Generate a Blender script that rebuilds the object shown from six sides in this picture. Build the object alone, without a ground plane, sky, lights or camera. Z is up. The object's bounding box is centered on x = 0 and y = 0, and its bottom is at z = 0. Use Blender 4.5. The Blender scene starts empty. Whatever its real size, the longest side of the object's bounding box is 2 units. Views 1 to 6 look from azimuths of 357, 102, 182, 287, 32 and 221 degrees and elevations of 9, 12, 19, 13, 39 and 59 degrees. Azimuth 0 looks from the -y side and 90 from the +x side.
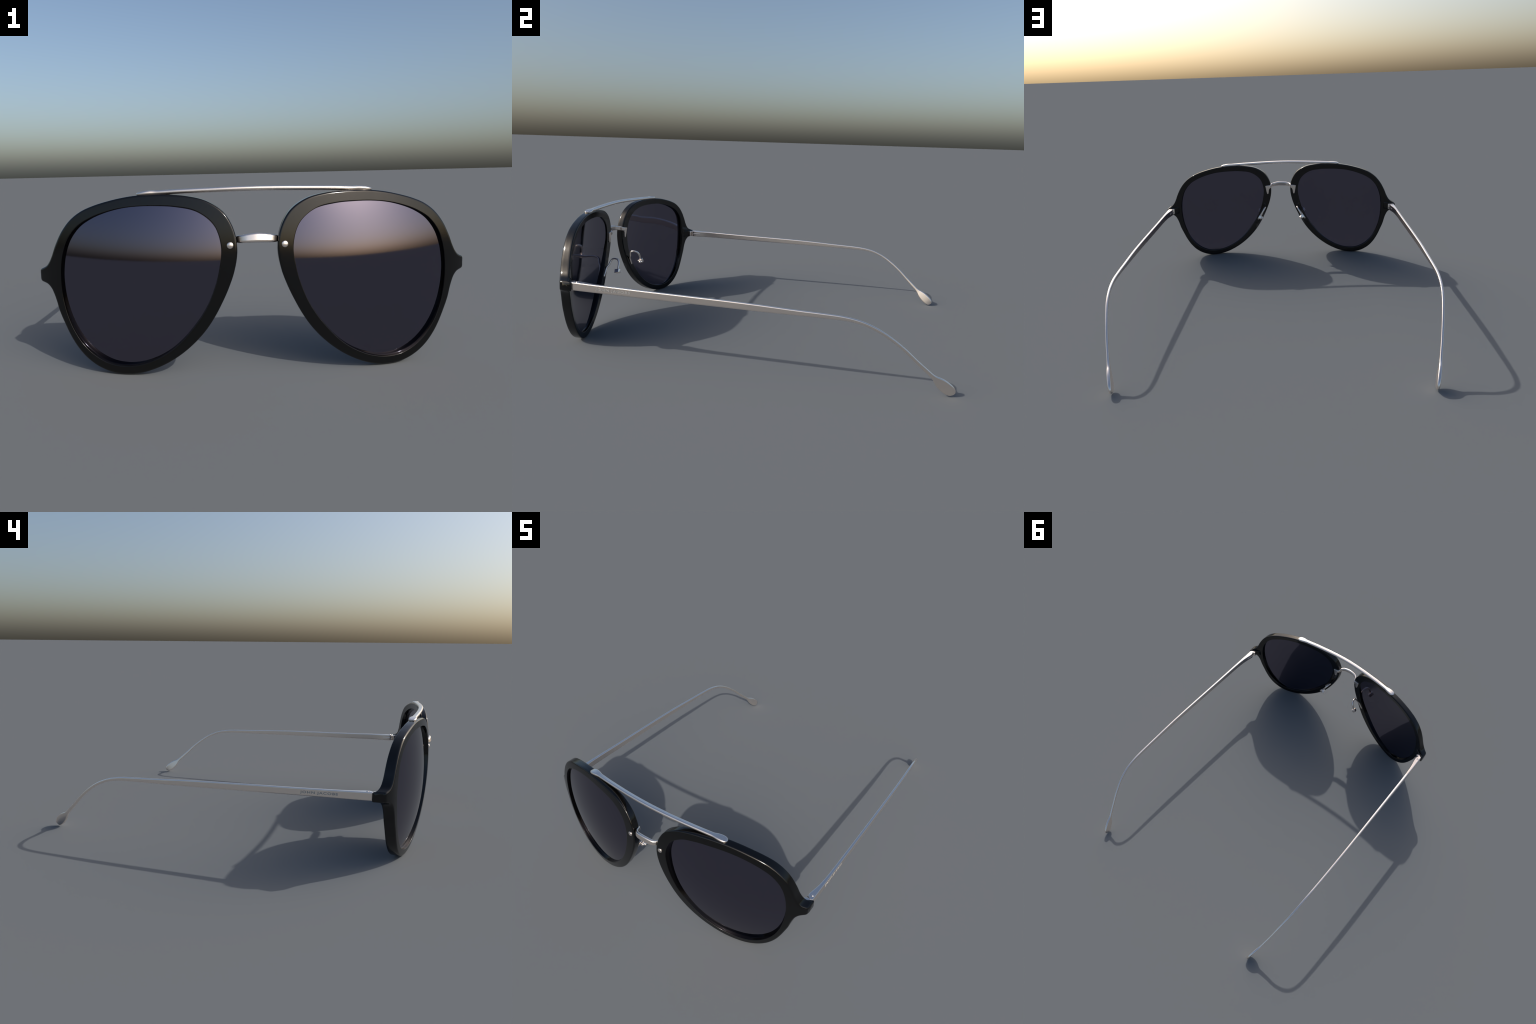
# Aviator sunglasses: black acetate rims, dark mirrored lenses, silver bridge,
# brow bar, temples and nose-pad arms.  Symmetric about x = 0, front faces -y.
import bpy, math
import numpy as np
from mathutils import Vector, Matrix

# ------------------------------------------------------------------ materials
def new_mat(name):
    m = bpy.data.materials.new(name)
    m.use_nodes = True
    nt = m.node_tree
    return m, nt, nt.nodes['Principled BSDF'], nt.nodes['Material Output']

def noise_range(nt, scale, lo, hi, detail=3.0):
    """object-space noise remapped to lo..hi (fine wear in the gloss)"""
    tc = nt.nodes.new('ShaderNodeTexCoord')
    n = nt.nodes.new('ShaderNodeTexNoise')
    n.inputs['Scale'].default_value = scale
    n.inputs['Detail'].default_value = detail
    mr = nt.nodes.new('ShaderNodeMapRange')
    mr.inputs['To Min'].default_value = lo
    mr.inputs['To Max'].default_value = hi
    nt.links.new(tc.outputs['Object'], n.inputs['Vector'])
    nt.links.new(n.outputs['Fac'], mr.inputs['Value'])
    return mr.outputs['Result']

def mat_black_acetate():
    m, nt, b, o = new_mat('black_acetate')
    b.inputs['Base Color'].default_value = (0.0012, 0.0012, 0.0012, 1)
    nt.links.new(noise_range(nt, 9.0, 0.11, 0.14), b.inputs['Roughness'])
    b.inputs['IOR'].default_value = 1.5
    return m

def mat_silver():
    m, nt, b, o = new_mat('polished_silver')
    b.inputs['Base Color'].default_value = (0.98, 0.88, 0.80, 1)
    b.inputs['Metallic'].default_value = 1.0
    nt.links.new(noise_range(nt, 14.0, 0.27, 0.30), b.inputs['Roughness'])
    return m

def mat_lens():
    m, nt, b, o = new_mat('dark_mirror_lens')
    b.inputs['Base Color'].default_value = (0.140, 0.132, 0.180, 1)
    b.inputs['Metallic'].default_value = 1.0
    nt.links.new(noise_range(nt, 5.0, 0.045, 0.06), b.inputs['Roughness'])
    return m

def mat_print():
    m, nt, b, o = new_mat('grey_print')
    b.inputs['Base Color'].default_value = (0.31, 0.315, 0.31, 1)
    nt.links.new(noise_range(nt, 40.0, 0.45, 0.55), b.inputs['Roughness'])
    return m

def mat_clear():
    m, nt, b, o = new_mat('clear_silicone')
    b.inputs['Base Color'].default_value = (0.9, 0.9, 0.9, 1)
    b.inputs['Transmission Weight'].default_value = 1.0
    b.inputs['IOR'].default_value = 1.02
    nt.links.new(noise_range(nt, 20.0, 0.03, 0.06), b.inputs['Roughness'])
    tr = nt.nodes.new('ShaderNodeBsdfTransparent')
    mx = nt.nodes.new('ShaderNodeMixShader')
    mx.inputs['Fac'].default_value = 0.05
    nt.links.new(tr.outputs[0], mx.inputs[1])
    nt.links.new(b.outputs[0], mx.inputs[2])
    nt.links.new(mx.outputs[0], o.inputs['Surface'])
    return m

BLACK, SILVER, LENS, PRINT, CLEAR = (mat_black_acetate(), mat_silver(), mat_lens(),
                                     mat_print(), mat_clear())

# -------------------------------------------------------------------- helpers
root = bpy.data.objects.new('aviator_sunglasses', None)
bpy.context.collection.objects.link(root)
root.empty_display_size = 0.1
root['label'] = 'black rimmed aviator sunglasses with silver bridge and temples'
root['category'] = 'sunglasses'

def make(name, verts, faces, mat, parent=None, smooth_angle=None, side=1):
    """mesh object; side = -1 mirrors it across x = 0 (faces flipped)"""
    v = np.array(verts, float)
    f = [tuple(q) for q in faces]
    if side < 0:
        v = v * [-1, 1, 1]
        f = [q[::-1] for q in f]
    me = bpy.data.meshes.new(name)
    me.from_pydata(v.tolist(), [], f)
    me.validate()
    me.polygons.foreach_set('use_smooth', [True] * len(me.polygons))
    if smooth_angle is not None:
        me.set_sharp_from_angle(angle=math.radians(smooth_angle))
    me.materials.append(mat)
    me.update()
    ob = bpy.data.objects.new(name, me)
    bpy.context.collection.objects.link(ob)
    ob.parent = parent or root
    return ob

def spline(pts, n, closed=False, dense=24):
    """centripetal Catmull-Rom through pts, resampled to n points by arc length"""
    P = np.array(pts, float)
    k = len(P)
    out = []
    segs = k if closed else k - 1
    for i in range(segs):
        if closed:
            p0, p1, p2, p3 = P[i - 1], P[i], P[(i + 1) % k], P[(i + 2) % k]
        else:
            p1, p2 = P[i], P[i + 1]
            p0 = P[i - 1] if i > 0 else 2 * p1 - p2
            p3 = P[i + 2] if i + 2 < k else 2 * p2 - p1
        t0 = 0.0
        t1 = t0 + np.linalg.norm(p1 - p0) ** .5
        t2 = t1 + np.linalg.norm(p2 - p1) ** .5
        t3 = t2 + np.linalg.norm(p3 - p2) ** .5
        t = np.linspace(t1, t2, dense, endpoint=False)[:, None]
        a1 = (t1 - t) / (t1 - t0) * p0 + (t - t0) / (t1 - t0) * p1
        a2 = (t2 - t) / (t2 - t1) * p1 + (t - t1) / (t2 - t1) * p2
        a3 = (t3 - t) / (t3 - t2) * p2 + (t - t2) / (t3 - t2) * p3
        b1 = (t2 - t) / (t2 - t0) * a1 + (t - t0) / (t2 - t0) * a2
        b2 = (t3 - t) / (t3 - t1) * a2 + (t - t1) / (t3 - t1) * a3
        out.append((t2 - t) / (t2 - t1) * b1 + (t - t1) / (t2 - t1) * b2)
    Q = np.vstack(out + [P[:1] if closed else P[-1:]])
    s = np.concatenate([[0], np.cumsum(np.linalg.norm(np.diff(Q, axis=0), axis=1))])
    u = np.linspace(0, s[-1], n, endpoint=not closed)
    return np.stack([np.interp(u, s, Q[:, j]) for j in range(Q.shape[1])], 1)

def ring_faces(rows, cols, close_rows=False, close_cols=True):
    f = []
    for i in range(rows if close_rows else rows - 1):
        a, b = i * cols, ((i + 1) % rows) * cols
        for j in range(cols if close_cols else cols - 1):
            k = (j + 1) % cols
            f.append((a + j, a + k, b + k, b + j))
    return f

def rounded_rect(w, h, r, seg=4, flat=3):
    """closed section, w along first axis, h along second, centred"""
    r = min(r, w * .49, h * .49)
    pts = []
    cs = [(w/2-r, h/2-r, 0), (-w/2+r, h/2-r, 90), (-w/2+r, -h/2+r, 180), (w/2-r, -h/2+r, 270)]
    for q, (cx, cy, a0) in enumerate(cs):
        arc = [(cx + r*math.cos(math.radians(a0+90*i/seg)), cy + r*math.sin(math.radians(a0+90*i/seg)))
               for i in range(seg + 1)]
        pts += arc
        nx, ny, na = cs[(q + 1) % 4]
        e = (nx + r*math.cos(math.radians(na)), ny + r*math.sin(math.radians(na)))
        s = arc[-1]
        for i in range(1, flat + 1):
            t = (0.06, .5, .94)[i-1] if flat == 3 else i/(flat+1)
            pts.append((s[0]+(e[0]-s[0])*t, s[1]+(e[1]-s[1])*t))
    return pts

def loft(sections):
    """sections: list of equal-length closed rings of 3-D points; capped ends"""
    S = np.array(sections, float)
    r, c = S.shape[:2]
    v = S.reshape(-1, 3)
    f = ring_faces(r, c)
    f.append(tuple(range(c))[::-1])
    f.append(tuple((r - 1) * c + j for j in range(c)))
    return v, f

def orient(v, f):
    """flip all faces if the closed mesh has negative volume"""
    v = np.asarray(v); vol = 0.0
    for q in f:
        for i in range(1, len(q) - 1):
            vol += np.dot(v[q[0]], np.cross(v[q[i]], v[q[i+1]]))
    return f if vol > 0 else [tuple(q)[::-1] for q in f]

def box(cx, cy, cz, sx, sy, sz, r, rot=None, seg=3):
    """box with rounded edges: loft of rounded rectangles, shrinking at the ends"""
    sec = []
    for i in range(seg + 1):
        a = math.pi/2 * i/seg
        d = r*(1-math.sin(a)); z = -sz/2 + r*(1-math.cos(a))
        sec.append((d, z))
    sec = sec + [(d, -z) for d, z in sec[::-1]]
    rings = []
    for d, z in sec:
        rr = rounded_rect(sx-2*d, sy-2*d, max(r-d, r*.15), seg=seg, flat=1)
        rings.append([(p[0], p[1], z) for p in rr])
    R = np.array(rings, float)
    if rot is not None:
        R = R @ np.array(rot).T
    R = R + [cx, cy, cz]
    v, f = loft(R)
    return v, orient(v, f)

def tube(path, rad, n=12, up=(0, 0, 1), flat=1.0):
    """round (or slightly flattened) wire with rounded ends along path"""
    P = np.array(path, float)
    T = np.gradient(P, axis=0); T /= np.linalg.norm(T, axis=1)[:, None]
    rings = []
    N = np.cross(T[0], up); N /= np.linalg.norm(N)
    def ring(c, t, nrm, r):
        b = np.cross(t, nrm)
        return [c + r*(math.cos(a)*nrm*flat + math.sin(a)*b) for a in np.linspace(0, 2*math.pi, n, endpoint=False)]
    for i, (c, t) in enumerate(zip(P, T)):
        N = N - t*np.dot(N, t); N /= np.linalg.norm(N)
        r = rad[i] if hasattr(rad, '__len__') else rad
        if i == 0:
            for a in (80, 55, 28):
                rings.append(ring(c - t*r*math.sin(math.radians(a)), t, N, r*math.cos(math.radians(a))))
        rings.append(ring(c, t, N, r))
        if i == len(P) - 1:
            for a in (28, 55, 80):
                rings.append(ring(c + t*r*math.sin(math.radians(a)), t, N, r*math.cos(math.radians(a))))
    v, f = loft(rings)
    return v, orient(v, f)

def merge(*parts):
    V, F, o = [], [], 0
    for v, f in parts:
        V.append(np.asarray(v)); F += [tuple(i + o for i in q) for q in f]; o += len(v)
    return np.vstack(V), F

# ------------------------------------------------- the curved front of the frame
def front_y(x, z):
    """y of the front face: wrapped around the face, gently domed"""
    u, w = x - .45, z - .33
    y = -.9409 + .2360*u + .25*u*u + .0249*w + .25*w*w + .0541*u*w
    k = np.clip((x - .735)/.07, 0, 1)                # the lug sweeps back a little more
    top = np.clip((x - .42)/.25, 0, 1)*np.clip((z - .36)/.26, 0, 1)   # upper outer corner comes forward
    return y + .010*k*k - .006*top

def back_y(x, z):
    t = np.clip((x - .4)/.3, 0, 1)
    return front_y(x, z) + .0410 + .0095*t*t*(3 - 2*t)*(1 - .45*np.clip((z - .42)/.14, 0, 1))

OUTER = [(.7330, .4770), (.7060, .5263), (.6712, .5672), (.6275, .5981), (.5782, .6182), (.5282, .6323),
         (.4775, .6434), (.4248, .6507), (.3695, .6534), (.3098, .6525), (.2436, .6470), (.1751, .6295),
         (.1169, .5904), (.0825, .5301), (.0722, .4600), (.0830, .3913), (.1045, .3300), (.1292, .2763),
         (.1549, .2284), (.1831, .1850), (.2148, .1462), (.2496, .1113), (.2876, .0799), (.3291, .0521),
         (.3749, .0284), (.4248, .0101), (.4788, .0014), (.5343, .0034), (.5874, .0213), (.6333, .0530),
         (.6692, .0949), (.6955, .1415), (.7155, .1892), (.7325, .2353), (.7410, .2700),
         (.7500, .2980), (.7600, .3185), (.7750, .3335), (.7930, .3400), (.8010, .3425),
         (.8040, .3470), (.8046, .3640), (.8040, .3810), (.8012, .3852),
         (.7920, .3893), (.7760, .3985), (.7630, .4130), (.7500, .4365)]
INNER = [(.7172, .3300), (.7158, .3865), (.7062, .4443), (.6842, .4997), (.6450, .5463), (.5929, .5775),
         (.5369, .5980), (.4796, .6114), (.4198, .6178), (.3565, .6190), (.2848, .6155), (.2090, .5985),
         (.1495, .5499), (.1260, .4744), (.1337, .3971), (.1523, .3300), (.1765, .2720), (.2063, .2216),
         (.2400, .1772), (.2760, .1364), (.3174, .0996), (.3655, .0686), (.4204, .0450), (.4812, .0330),
         (.5444, .0390), (.6014, .0668), (.6470, .1105), (.6793, .1632), (.7000, .2187), (.7120, .2743)]
GROW = .002
CX, CZ = .44, .335

def normals2d(P):
    T = np.roll(P, -1, 0) - np.roll(P, 1, 0)
    T /= np.linalg.norm(T, axis=1)[:, None]
    return np.stack([T[:, 1], -T[:, 0]], 1)      # points away from the lens for ccw curves

N_RIM = 420
O2 = spline(OUTER, N_RIM, closed=True)
O2 = O2 + normals2d(O2)*GROW
O2[:, 1] -= O2[:, 1].min()
I_dense = spline(INNER, 900, closed=True)
th_i = np.unwrap(np.arctan2(I_dense[:, 1] - CZ, I_dense[:, 0] - CX))
th_o = np.arctan2(O2[:, 1] - CZ, O2[:, 0] - CX)
def inner_at(theta):
    a = (theta - th_i[0]) % (2*math.pi) + th_i[0]
    tt = np.append(th_i, th_i[0] + 2*math.pi)
    D = np.vstack([I_dense, I_dense[:1]])
    return np.stack([np.interp(a, tt, D[:, j]) for j in (0, 1)], 1)
# where the end piece juts out, blend the pairing so that inner points stay evenly spread
th_s = np.unwrap(th_o)
th_even = th_s.copy()
for _ in range(60):
    mid = (np.roll(th_even, 1) + np.roll(th_even, -1))/2
    mid[0] = (th_even[-1] - 2*math.pi + th_even[1])/2
    mid[-1] = (th_even[-2] + th_even[0] + 2*math.pi)/2
    th_even = mid
I2 = inner_at(th_even)
ON, IN = normals2d(O2), normals2d(I2)

def rim_mesh():
    r, ri, lip = .0065, .0018, .001
    rings = []
    A = [math.radians(a) for a in (0, 22.5, 45, 67.5, 90)]
    # (kind, args): distance inward from outer outline / outward from the inner one, depth rule
    cols = []
    for a in A:                                    # outer front edge, wall -> face
        cols.append(('o', -r*(1-math.cos(a)), 'f', r*(1-math.sin(a))))
    for t in (.05, .2, .4, .6, .8, .95):           # front face
        cols.append(('m', t, 'f', 0.0))
    for a in A[::-1]:                              # inner front edge, face -> wall
        cols.append(('i', ri*(1-math.cos(a)), 'f', ri*(1-math.sin(a))))
    cols += [('i', 0.0, 'c', .26), ('i', 0.0, 'c', .40), ('i', -lip, 'c', .44),
             ('i', -lip, 'c', .66), ('i', -lip*.85, 'c', .70)]
    for a in A:                                    # inner back edge
        cols.append(('i', ri*(1-math.cos(a)), 'b', ri*(1-math.sin(a))))
    for t in (.95, .8, .6, .4, .2, .05):           # back face
        cols.append(('m', t, 'b', 0.0))
    for a in A[::-1]:                              # outer back edge
        cols.append(('o', -r*(1-math.cos(a)), 'b', r*(1-math.sin(a))))
    for t in (.25, .75):                           # outer wall support
        cols.append(('o', 0.0, 'w', 1-t))
    V = np.zeros((N_RIM, len(cols), 3))
    oe, ie = O2 - ON*r, I2 + IN*ri
    for j, (k, d, yk, q) in enumerate(cols):
        if k == 'o': P = O2 + ON*d
        elif k == 'i': P = I2 + IN*d
        else: P = oe*(1-d) + ie*d
        x, z = P[:, 0], P[:, 1]
        F, B = front_y(x, z), back_y(x, z)
        y = {'f': F + q, 'b': B - q, 'c': F*(1-q) + B*q,
             'w': (F + r)*(1-q) + (B - r)*q}[yk]
        V[:, j] = np.stack([x, y, z], 1)
    v = V.reshape(-1, 3)
    f = ring_faces(N_RIM, len(cols), close_rows=True)
    return v, orient(v, f)

def lens_front_y(x, z):
    """strongly domed lens (radius about 0.95) seated a little behind the rim's front face"""
    u, w = x - CX, z - CZ
    return -.9442 + .2260*u + .4360*u*u + .0180*w + .3850*w*w - .08*w**3 + .0158*u*w

def lens_mesh():
    n, m = 200, 40
    ths = np.linspace(0, 2*math.pi, n, endpoint=False)
    E = inner_at(ths)
    c = np.array([CX, CZ])
    v, f = [], []
    for sgn in (-1, 1):
        base = len(v)
        thick = lambda s: .0130 + .0105*(1 - s*s)
        off = lambda s: 0.0 if sgn < 0 else thick(s)
        v.append((c[0], lens_front_y(*c) + off(0), c[1]))
        for k in range(1, m + 1):
            P = c + (E - c)*(k/m)
            y = lens_front_y(P[:, 0], P[:, 1]) + off(k/m)
            v += [(p[0], yy, p[1]) for p, yy in zip(P, y)]
        for j in range(n):
            q = (base, base+1+j, base+1+(j+1) % n)
            f.append(q if sgn < 0 else q[::-1])
        for k in range(m - 1):
            a, b = base+1+k*n, base+1+(k+1)*n
            for j in range(n):
                q = (a+j, b+j, b+(j+1) % n, a+(j+1) % n)
                f.append(q if sgn < 0 else q[::-1])
    a, b = 1+(m-1)*n, 1+m*n+1+(m-1)*n
    for j in range(n):
        f.append((a+j, b+j, b+(j+1) % n, a+(j+1) % n))
    return np.array(v), orient(v, f)

# ------------------------------------------------------------- end piece block
def end_piece_mesh():
    """block behind the rim's outer lug, carrying the hinge"""
    secs = []
    for x, yb, g in ((.7300, -.812, .003), (.7330, -.800, .001), (.7360, -.7965, 0), (.745, -.790, 0),
                     (.765, -.7765, 0), (.785, -.765, 0), (.7985, -.7572, 0), (.8045, -.755, .001), (.8068, -.758, .0035)):
        yf = front_y(x, .364) + .008 + g
        cy, w = (yf+yb)/2, (yb-yf)
        h = .0465 - 2*g
        secs.append([(x, cy + p[0], .364 + p[1]) for p in rounded_rect(w, h, .005, seg=4, flat=3)])
    v, f = loft(secs)
    return v, orient(v, f)

# ------------------------------------------------------------------ brow bar
CT, ST = math.cos(math.radians(13)), math.sin(math.radians(13))
def brow_bar_mesh():
    half = [  # x, y, z centre, width (y), height (z)
        (0.000, -.930, .6708, .025, .0155), (.060, -.9287, .6704, .025, .0155), (.130, -.9250, .6689, .025, .0155),
        (.200, -.9190, .6671, .025, .0155), (.270, -.9118, .6652, .025, .0155), (.325, -.9050, .6634, .025, .0155),
        (.352, -.9015, .6627, .0258, .0153), (.370, -.8990, .6628, .0325, .0158), (.388, -.8966, .6618, .0375, .0150),
        (.404, -.8945, .6600, .0365, .0132), (.4145, -.8932, .6583, .028, .0100), (.4205, -.8925, .6570, .013, .0055)]
    full = [(-a, b, c, d, e) for a, b, c, d, e in half[:0:-1]] + half
    P = spline(full, 120)
    T = np.gradient(P[:, :3], axis=0); T /= np.linalg.norm(T, axis=1)[:, None]
    secs = []
    for p, t in zip(P, T):
        side = np.cross(t, (0, 0, 1)); side /= np.linalg.norm(side)
        up = np.cross(side, t)
        a = math.radians(11*min(1, max(0, (.36 - abs(p[0]))/.08)))      # front face leans back a little
        side, up = side*math.cos(a) + up*math.sin(a), up*math.cos(a) - side*math.sin(a)
        secs.append([p[:3] + side*a + up*b for a, b in rounded_rect(p[3], p[4], .0072, seg=6, flat=3)])
    v, f = loft(secs)
    return v, orient(v, f)

# -------------------------------------------------------------------- bridge
def bridge_mesh():
    half = [(0, -.9898, .5035, .0162), (.022, -.9884, .5025, .0158), (.042, -.9850, .5005, .0148),
            (.056, -.9780, .4985, .0138), (.0640, -.9700, .4975, .0132), (.0680, -.9610, .4965, .0126),
            (.0705, -.9510, .4945, .0118), (.0765, -.9425, .4920, .0105), (.0850, -.9395, .4890, .0085)]
    full = [(-a, b, c, d) for a, b, c, d in half[:0:-1]] + half
    P = spline(full, 110)
    T = np.gradient(P[:, :3], axis=0); T /= np.linalg.norm(T, axis=1)[:, None]
    secs = []
    for p, t in zip(P, T):
        side = np.cross(t, (0, 0, 1)); side /= np.linalg.norm(side)
        up = np.array((0, 0, 1.0))
        k = min(1, max(0, (.066 - abs(p[0]))/.03))
        side, up = side*(1 + k*(CT-1)) + up*ST*k, up*(1 + k*(CT-1)) - side*ST*k
        th = .0165 if abs(p[0]) < .05 else .0165 - .008*min(1, (abs(p[0])-.05)/.02)
        secs.append([p[:3] + side*a + up*b for a, b in rounded_rect(th, 2*p[3], .0078, seg=6, flat=3)])
    v, f = loft(secs)
    return v, orient(v, f)

def extrude_outline(out, y0, y1, bev=.0015):
    """plate from an (x, z) outline; y0/y1 are functions of (x, z); back edge chamfered"""
    P = np.array(out); n = len(P)
    c = P.mean(0)
    N = normals2d(P)
    if np.mean(np.sum(N*(P-c), 1)) < 0: N = -N
    Q = P - N*bev
    rows = [[(x, y0(x, z), z) for x, z in P], [(x, y1(x, z)-bev, z) for x, z in P], [(x, y1(x, z), z) for x, z in Q]]
    v, f = loft(rows)
    return v, orient(v, f)

def bridge_plate_mesh():
    out = spline([(.0730, .5010), (.0800, .5005), (.0930, .4990), (.1085, .4965), (.1120, .4945), (.1100, .4800),
                  (.1050, .4520), (.1015, .4385), (.0965, .4350), (.0915, .4385), (.0890, .4500),
                  (.0865, .4650), (.0820, .4755), (.0760, .4795), (.0725, .4820)], 70, closed=True)
    return extrude_outline(out, lambda x, z: back_y(x, z) - .003, lambda x, z: back_y(x, z) + .0055)

def rivet_mesh(p, r, h):
    """domed head whose axis follows the front surface normal"""
    x, z = p
    e = 1e-4
    nx = (front_y(x+e, z)-front_y(x-e, z))/(2*e); nz = (front_y(x, z+e)-front_y(x, z-e))/(2*e)
    n = np.array((nx, -1, nz)); n /= np.linalg.norm(n)
    a = np.cross(n, (0, 0, 1)); a /= np.linalg.norm(a); b = np.cross(n, a)
    c = np.array((x, front_y(x, z), z))
    rings = []
    for d, rr in ((-.004, 1), (0, 1), (.0022, 1), (.0034, .97), (.0045, .88), (.0058, .68), (.0068, .40), (.0073, .08)):
        rings.append([c + n*d*h/.0073 + r*rr*(math.cos(t)*a + math.sin(t)*b) for t in np.linspace(0, 2*math.pi, 28, endpoint=False)])
    v, f = loft(rings)
    return v, orient(v, f)

# -------------------------------------------------------------------- temple
TEMPLE = [  # y, z centre, half height, outer x, thickness
    (-.7570, .3650, .0188, .7965, .0170), (-.7545, .3650, .0198, .7975, .0215), (-.7480, .3648, .0198, .7976, .0285),
    (-.7380, .3646, .0198, .7976, .0325), (-.7260, .3643, .0198, .7976, .0325), (-.7130, .3640, .0198, .7977, .0305),
    (-.6950, .3636, .0196, .7977, .0270), (-.6500, .3627, .0193, .7978, .0205), (-.5800, .3614, .0188, .7980, .0165),
    (-.4000, .3580, .0178, .7988, .0150), (-.2000, .3549, .0172, .8000, .0145), (.0000, .3518, .0163, .8008, .0140),
    (.1500, .3480, .0150, .8010, .0138), (.3000, .3434, .0121, .8002, .0135), (.4200, .3405, .0104, .7978, .0130),
    (.5000, .3372, .0093, .7950, .0128), (.5500, .3310, .0083, .7922, .0127), (.6000, .3185, .0076, .7886, .0125),
    (.6690, .2868, .0073, .7802, .0123), (.7570, .2240, .0071, .7618, .0120), (.8300, .1555, .0079, .7435, .0118),
    (.8750, .1140, .0088, .7306, .0120), (.8950, .0960, .0092, .7248, .0124), (.9080, .0842, .0122, .7210, .0132),
    (.9200, .0735, .0182, .7173, .0144), (.9360, .0592, .0240, .7122, .0155), (.9560, .0420, .0262, .7058, .0160),
    (.9720, .0290, .0252, .7008, .0156), (.9840, .0200, .0210, .6970, .0142), (.9915, .0150, .0150, .6940, .0118),
    (.9955, .0115, .0072, .6920, .0080)]

def temple_mesh():
    P = spline(TEMPLE, 320)
    P[:, 3] += .0015*np.clip((.3 - P[:, 0])/.2, 0, 1)*np.clip((P[:, 0] + .757)/.1, .5, 1)
    P[:, 1] -= .0008*np.clip((.3 - P[:, 0])/.3, 0, 1)
    C = P[:, :2]
    T = np.gradient(C, axis=0); T /= np.linalg.norm(T, axis=1)[:, None]
    secs = []
    for (y, z, h, xo, w), t in zip(P, T):
        n = np.array((-t[1], t[0]))
        r = min(.0048 + .001*np.clip((y - .9)/.04, 0, 1), w*.4)
        ring = []
        for a, b in rounded_rect(w, 2*h, r, seg=5, flat=3):
            ring.append((xo - w/2 + a, y + n[0]*b, z + n[1]*b))
        secs.append(ring)
    v, f = loft(secs)
    return v, orient(v, f)

def hinge_mesh():
    """metal leaf on the end piece plus interleaved knuckles inside the temple root"""
    parts = [box(.7792, -.7632, .3635, .038, .020, .0365, .002, rot=Matrix.Rotation(math.radians(24), 3, 'Z'))]
    for z, h, r in ((.3730, .0100, .0075), (.3632, .0070, .0068), (.3540, .0095, .0075)):
        parts.append(tube([(.7745, -.7435, z-h/2+.002), (.7745, -.7435, z+h/2-.002)], r, n=20, up=(0, 1, 0)))
    parts.append(box(.7715, -.7150, .3632, .012, .050, .0075, .002, rot=Matrix.Rotation(math.radians(-12), 3, 'Z')))
    return merge(*parts)

def screw_mesh():
    rings = []
    for dz, r in ((-.004, .0068), (.0004, .0068), (.0014, .0060), (.0018, .0045), (.0012, .0030), (.0008, .0004)):
        rings.append([(.7850 + r*math.cos(t), -.7325 + r*math.sin(t), .3845 + dz) for t in np.linspace(0, 2*math.pi, 24, endpoint=False)])
    v, f = loft(rings)
    return v, orient(v, f)

# ------------------------------------------------------------------ nose pads
def nose_arm_mesh():
    path = spline([(.1745, -.9450, .2480), (.1600, -.9440, .2705), (.1490, -.9430, .2890), (.1430, -.9390, .2985),
                   (.1340, -.9320, .3110), (.1250, -.9270, .3270), (.1190, -.9190, .3395), (.1175, -.9070, .3440),
                   (.1190, -.8930, .3440), (.1235, -.8800, .3390), (.1310, -.8715, .3260), (.1400, -.8690, .3080),
                   (.1480, -.8690, .2920)], 70)
    return tube(path, .0055, n=14)

def pad_frame():
    u = np.array((.088, .02, -.140)); u /= np.linalg.norm(u)          # long axis, downwards
    n = np.array((-.80, .28, -.50)); n -= u*np.dot(n, u); n /= np.linalg.norm(n)  # faces the nose
    return u, n, np.cross(u, n)

def pad_box_mesh():
    u, n, w = pad_frame()
    R = np.stack([n, w, u], 1)
    c = np.array((.1535, -.8700, .2790))
    b = box(*c, .020, .030, .024, .0025, rot=R)
    stud = tube([c + n*.008 - u*.001, c + n*.0155 - u*.001], .0085, n=18)
    lug = tube([c + n*.004 + w*.006, c + n*.015 + w*.010], .0045, n=12)
    return merge(b, stud, lug)

def nose_pad_mesh():
    u, n, w = pad_frame()
    c = np.array((.1535, -.8700, .2790)) + n*.022 + w*.0 + u*.004
    c = c + np.array((0, .014, 0))
    verts, rows, cols = [], 22, 36
    rings = []
    for i in range(1, rows):
        ph = math.pi*i/rows
        ring = []
        for j in range(cols):
            t = 2*math.pi*j/cols
            taper = 1.0 + .18*math.cos(ph)*-1
            a, b_, d = math.cos(ph), math.sin(ph)*math.cos(t), math.sin(ph)*math.sin(t)
            p = c + u*(-a*.080) + w*(b_*.043*taper) + n*(d*.011 - .010*(b_*b_) - .006*a*a)
            ring.append(p)
        rings.append(ring)
    v, f = loft(rings)
    return v, orient(v, f)

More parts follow.
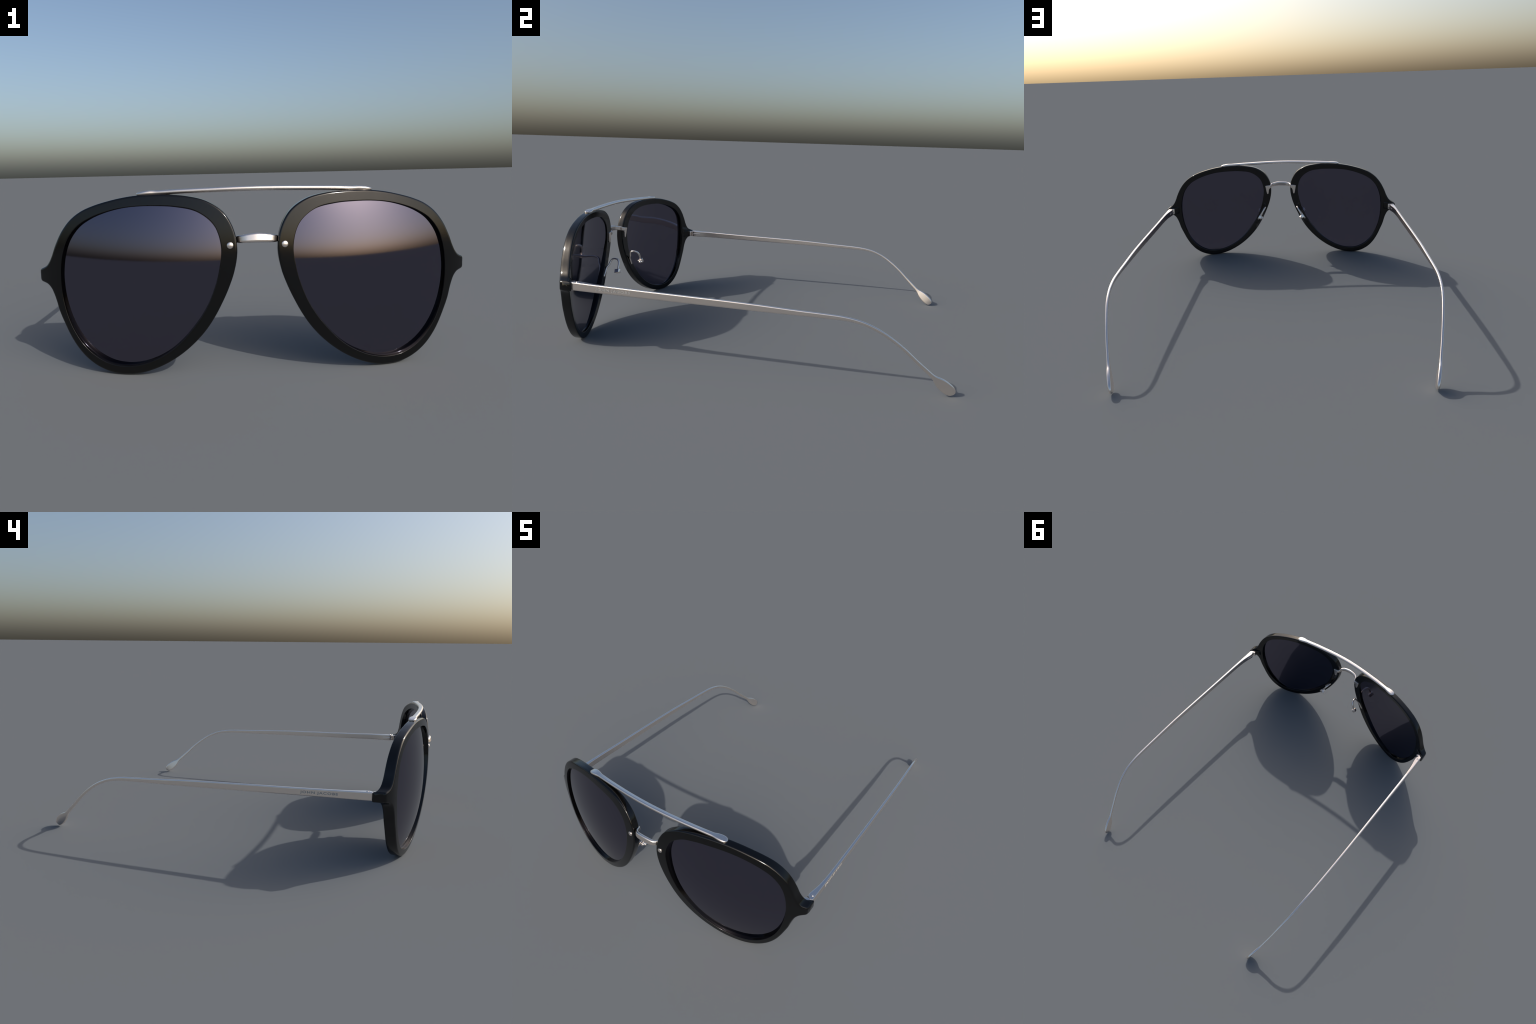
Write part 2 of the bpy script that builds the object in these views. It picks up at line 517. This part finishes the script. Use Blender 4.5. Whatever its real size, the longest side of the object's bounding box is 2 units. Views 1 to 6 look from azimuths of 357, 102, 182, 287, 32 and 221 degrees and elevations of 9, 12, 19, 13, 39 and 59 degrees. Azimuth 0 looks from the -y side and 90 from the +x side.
# ------------------------------------------------------------------- lettering
def lettering(side, temple):
    cu = bpy.data.curves.new('lettering', 'FONT')
    cu.body = 'JOHN JACOBS'
    cu.align_x = 'CENTER'; cu.align_y = 'CENTER'
    cu.size = .0195
    cu.space_character = 1.18
    cu.extrude = .0006
    cu.offset = .0004
    tmp = bpy.data.objects.new('tmp_text', cu)
    bpy.context.collection.objects.link(tmp)
    bpy.context.view_layer.update()
    dg = bpy.context.evaluated_depsgraph_get()
    me = bpy.data.meshes.new_from_object(tmp.evaluated_get(dg))
    bpy.data.objects.remove(tmp)
    co = np.array([v.co for v in me.vertices])
    span = co[:, 0].max() - co[:, 0].min()
    mid = (co[:, 0].max() + co[:, 0].min())/2
    hmid = (co[:, 1].max() + co[:, 1].min())/2
    hs = co[:, 1].max() - co[:, 1].min()
    cx = (co[:, 0]-mid)*(.173/span); cz = (co[:, 1]-hmid)*(.0148/hs); ch = co[:, 2]
    slope = -.0175
    ymid = -.5450 if side > 0 else -.5170
    X = side*(.7999 + ch)
    Y = ymid + side*cx
    Z = .3582 + cz + slope*(side*cx)
    for i, v in enumerate(me.vertices):
        v.co = (X[i], Y[i], Z[i])
    me.materials.clear(); me.materials.append(PRINT)
    me.update()
    ob = bpy.data.objects.new('lettering', me)
    bpy.context.collection.objects.link(ob)
    ob.parent = temple
    return ob

# -------------------------------------------------------------------- assembly
rim_v, rim_f = rim_mesh()
lens_v, lens_f = lens_mesh()
for side in (1, -1):
    rim = make('rim', rim_v, rim_f, BLACK, side=side)
    make('lens', lens_v, lens_f, LENS, side=side, parent=rim, smooth_angle=40)
    make('end_piece', *end_piece_mesh(), BLACK, side=side, parent=rim, smooth_angle=50)
    make('rivet', *rivet_mesh((.095, .4785), .0116, .0056), SILVER, side=side, parent=rim, smooth_angle=50)
    temple = make('temple', *temple_mesh(), SILVER, side=side, smooth_angle=50)
    make('hinge', *hinge_mesh(), SILVER, side=side, parent=temple, smooth_angle=40)
    make('screw', *screw_mesh(), SILVER, side=side, parent=temple, smooth_angle=40)
    lettering(side, temple)
    arm = make('nose_pad_arm', *merge(nose_arm_mesh(), pad_box_mesh()), SILVER, side=side, smooth_angle=45)
    make('nose_pad', *nose_pad_mesh(), CLEAR, side=side, parent=arm)
make('brow_bar', *brow_bar_mesh(), SILVER, smooth_angle=50)
bridge = make('bridge', *bridge_mesh(), SILVER, smooth_angle=50)
for side in (1, -1):
    make('bridge_plate', *bridge_plate_mesh(), SILVER, side=side, parent=bridge, smooth_angle=35)
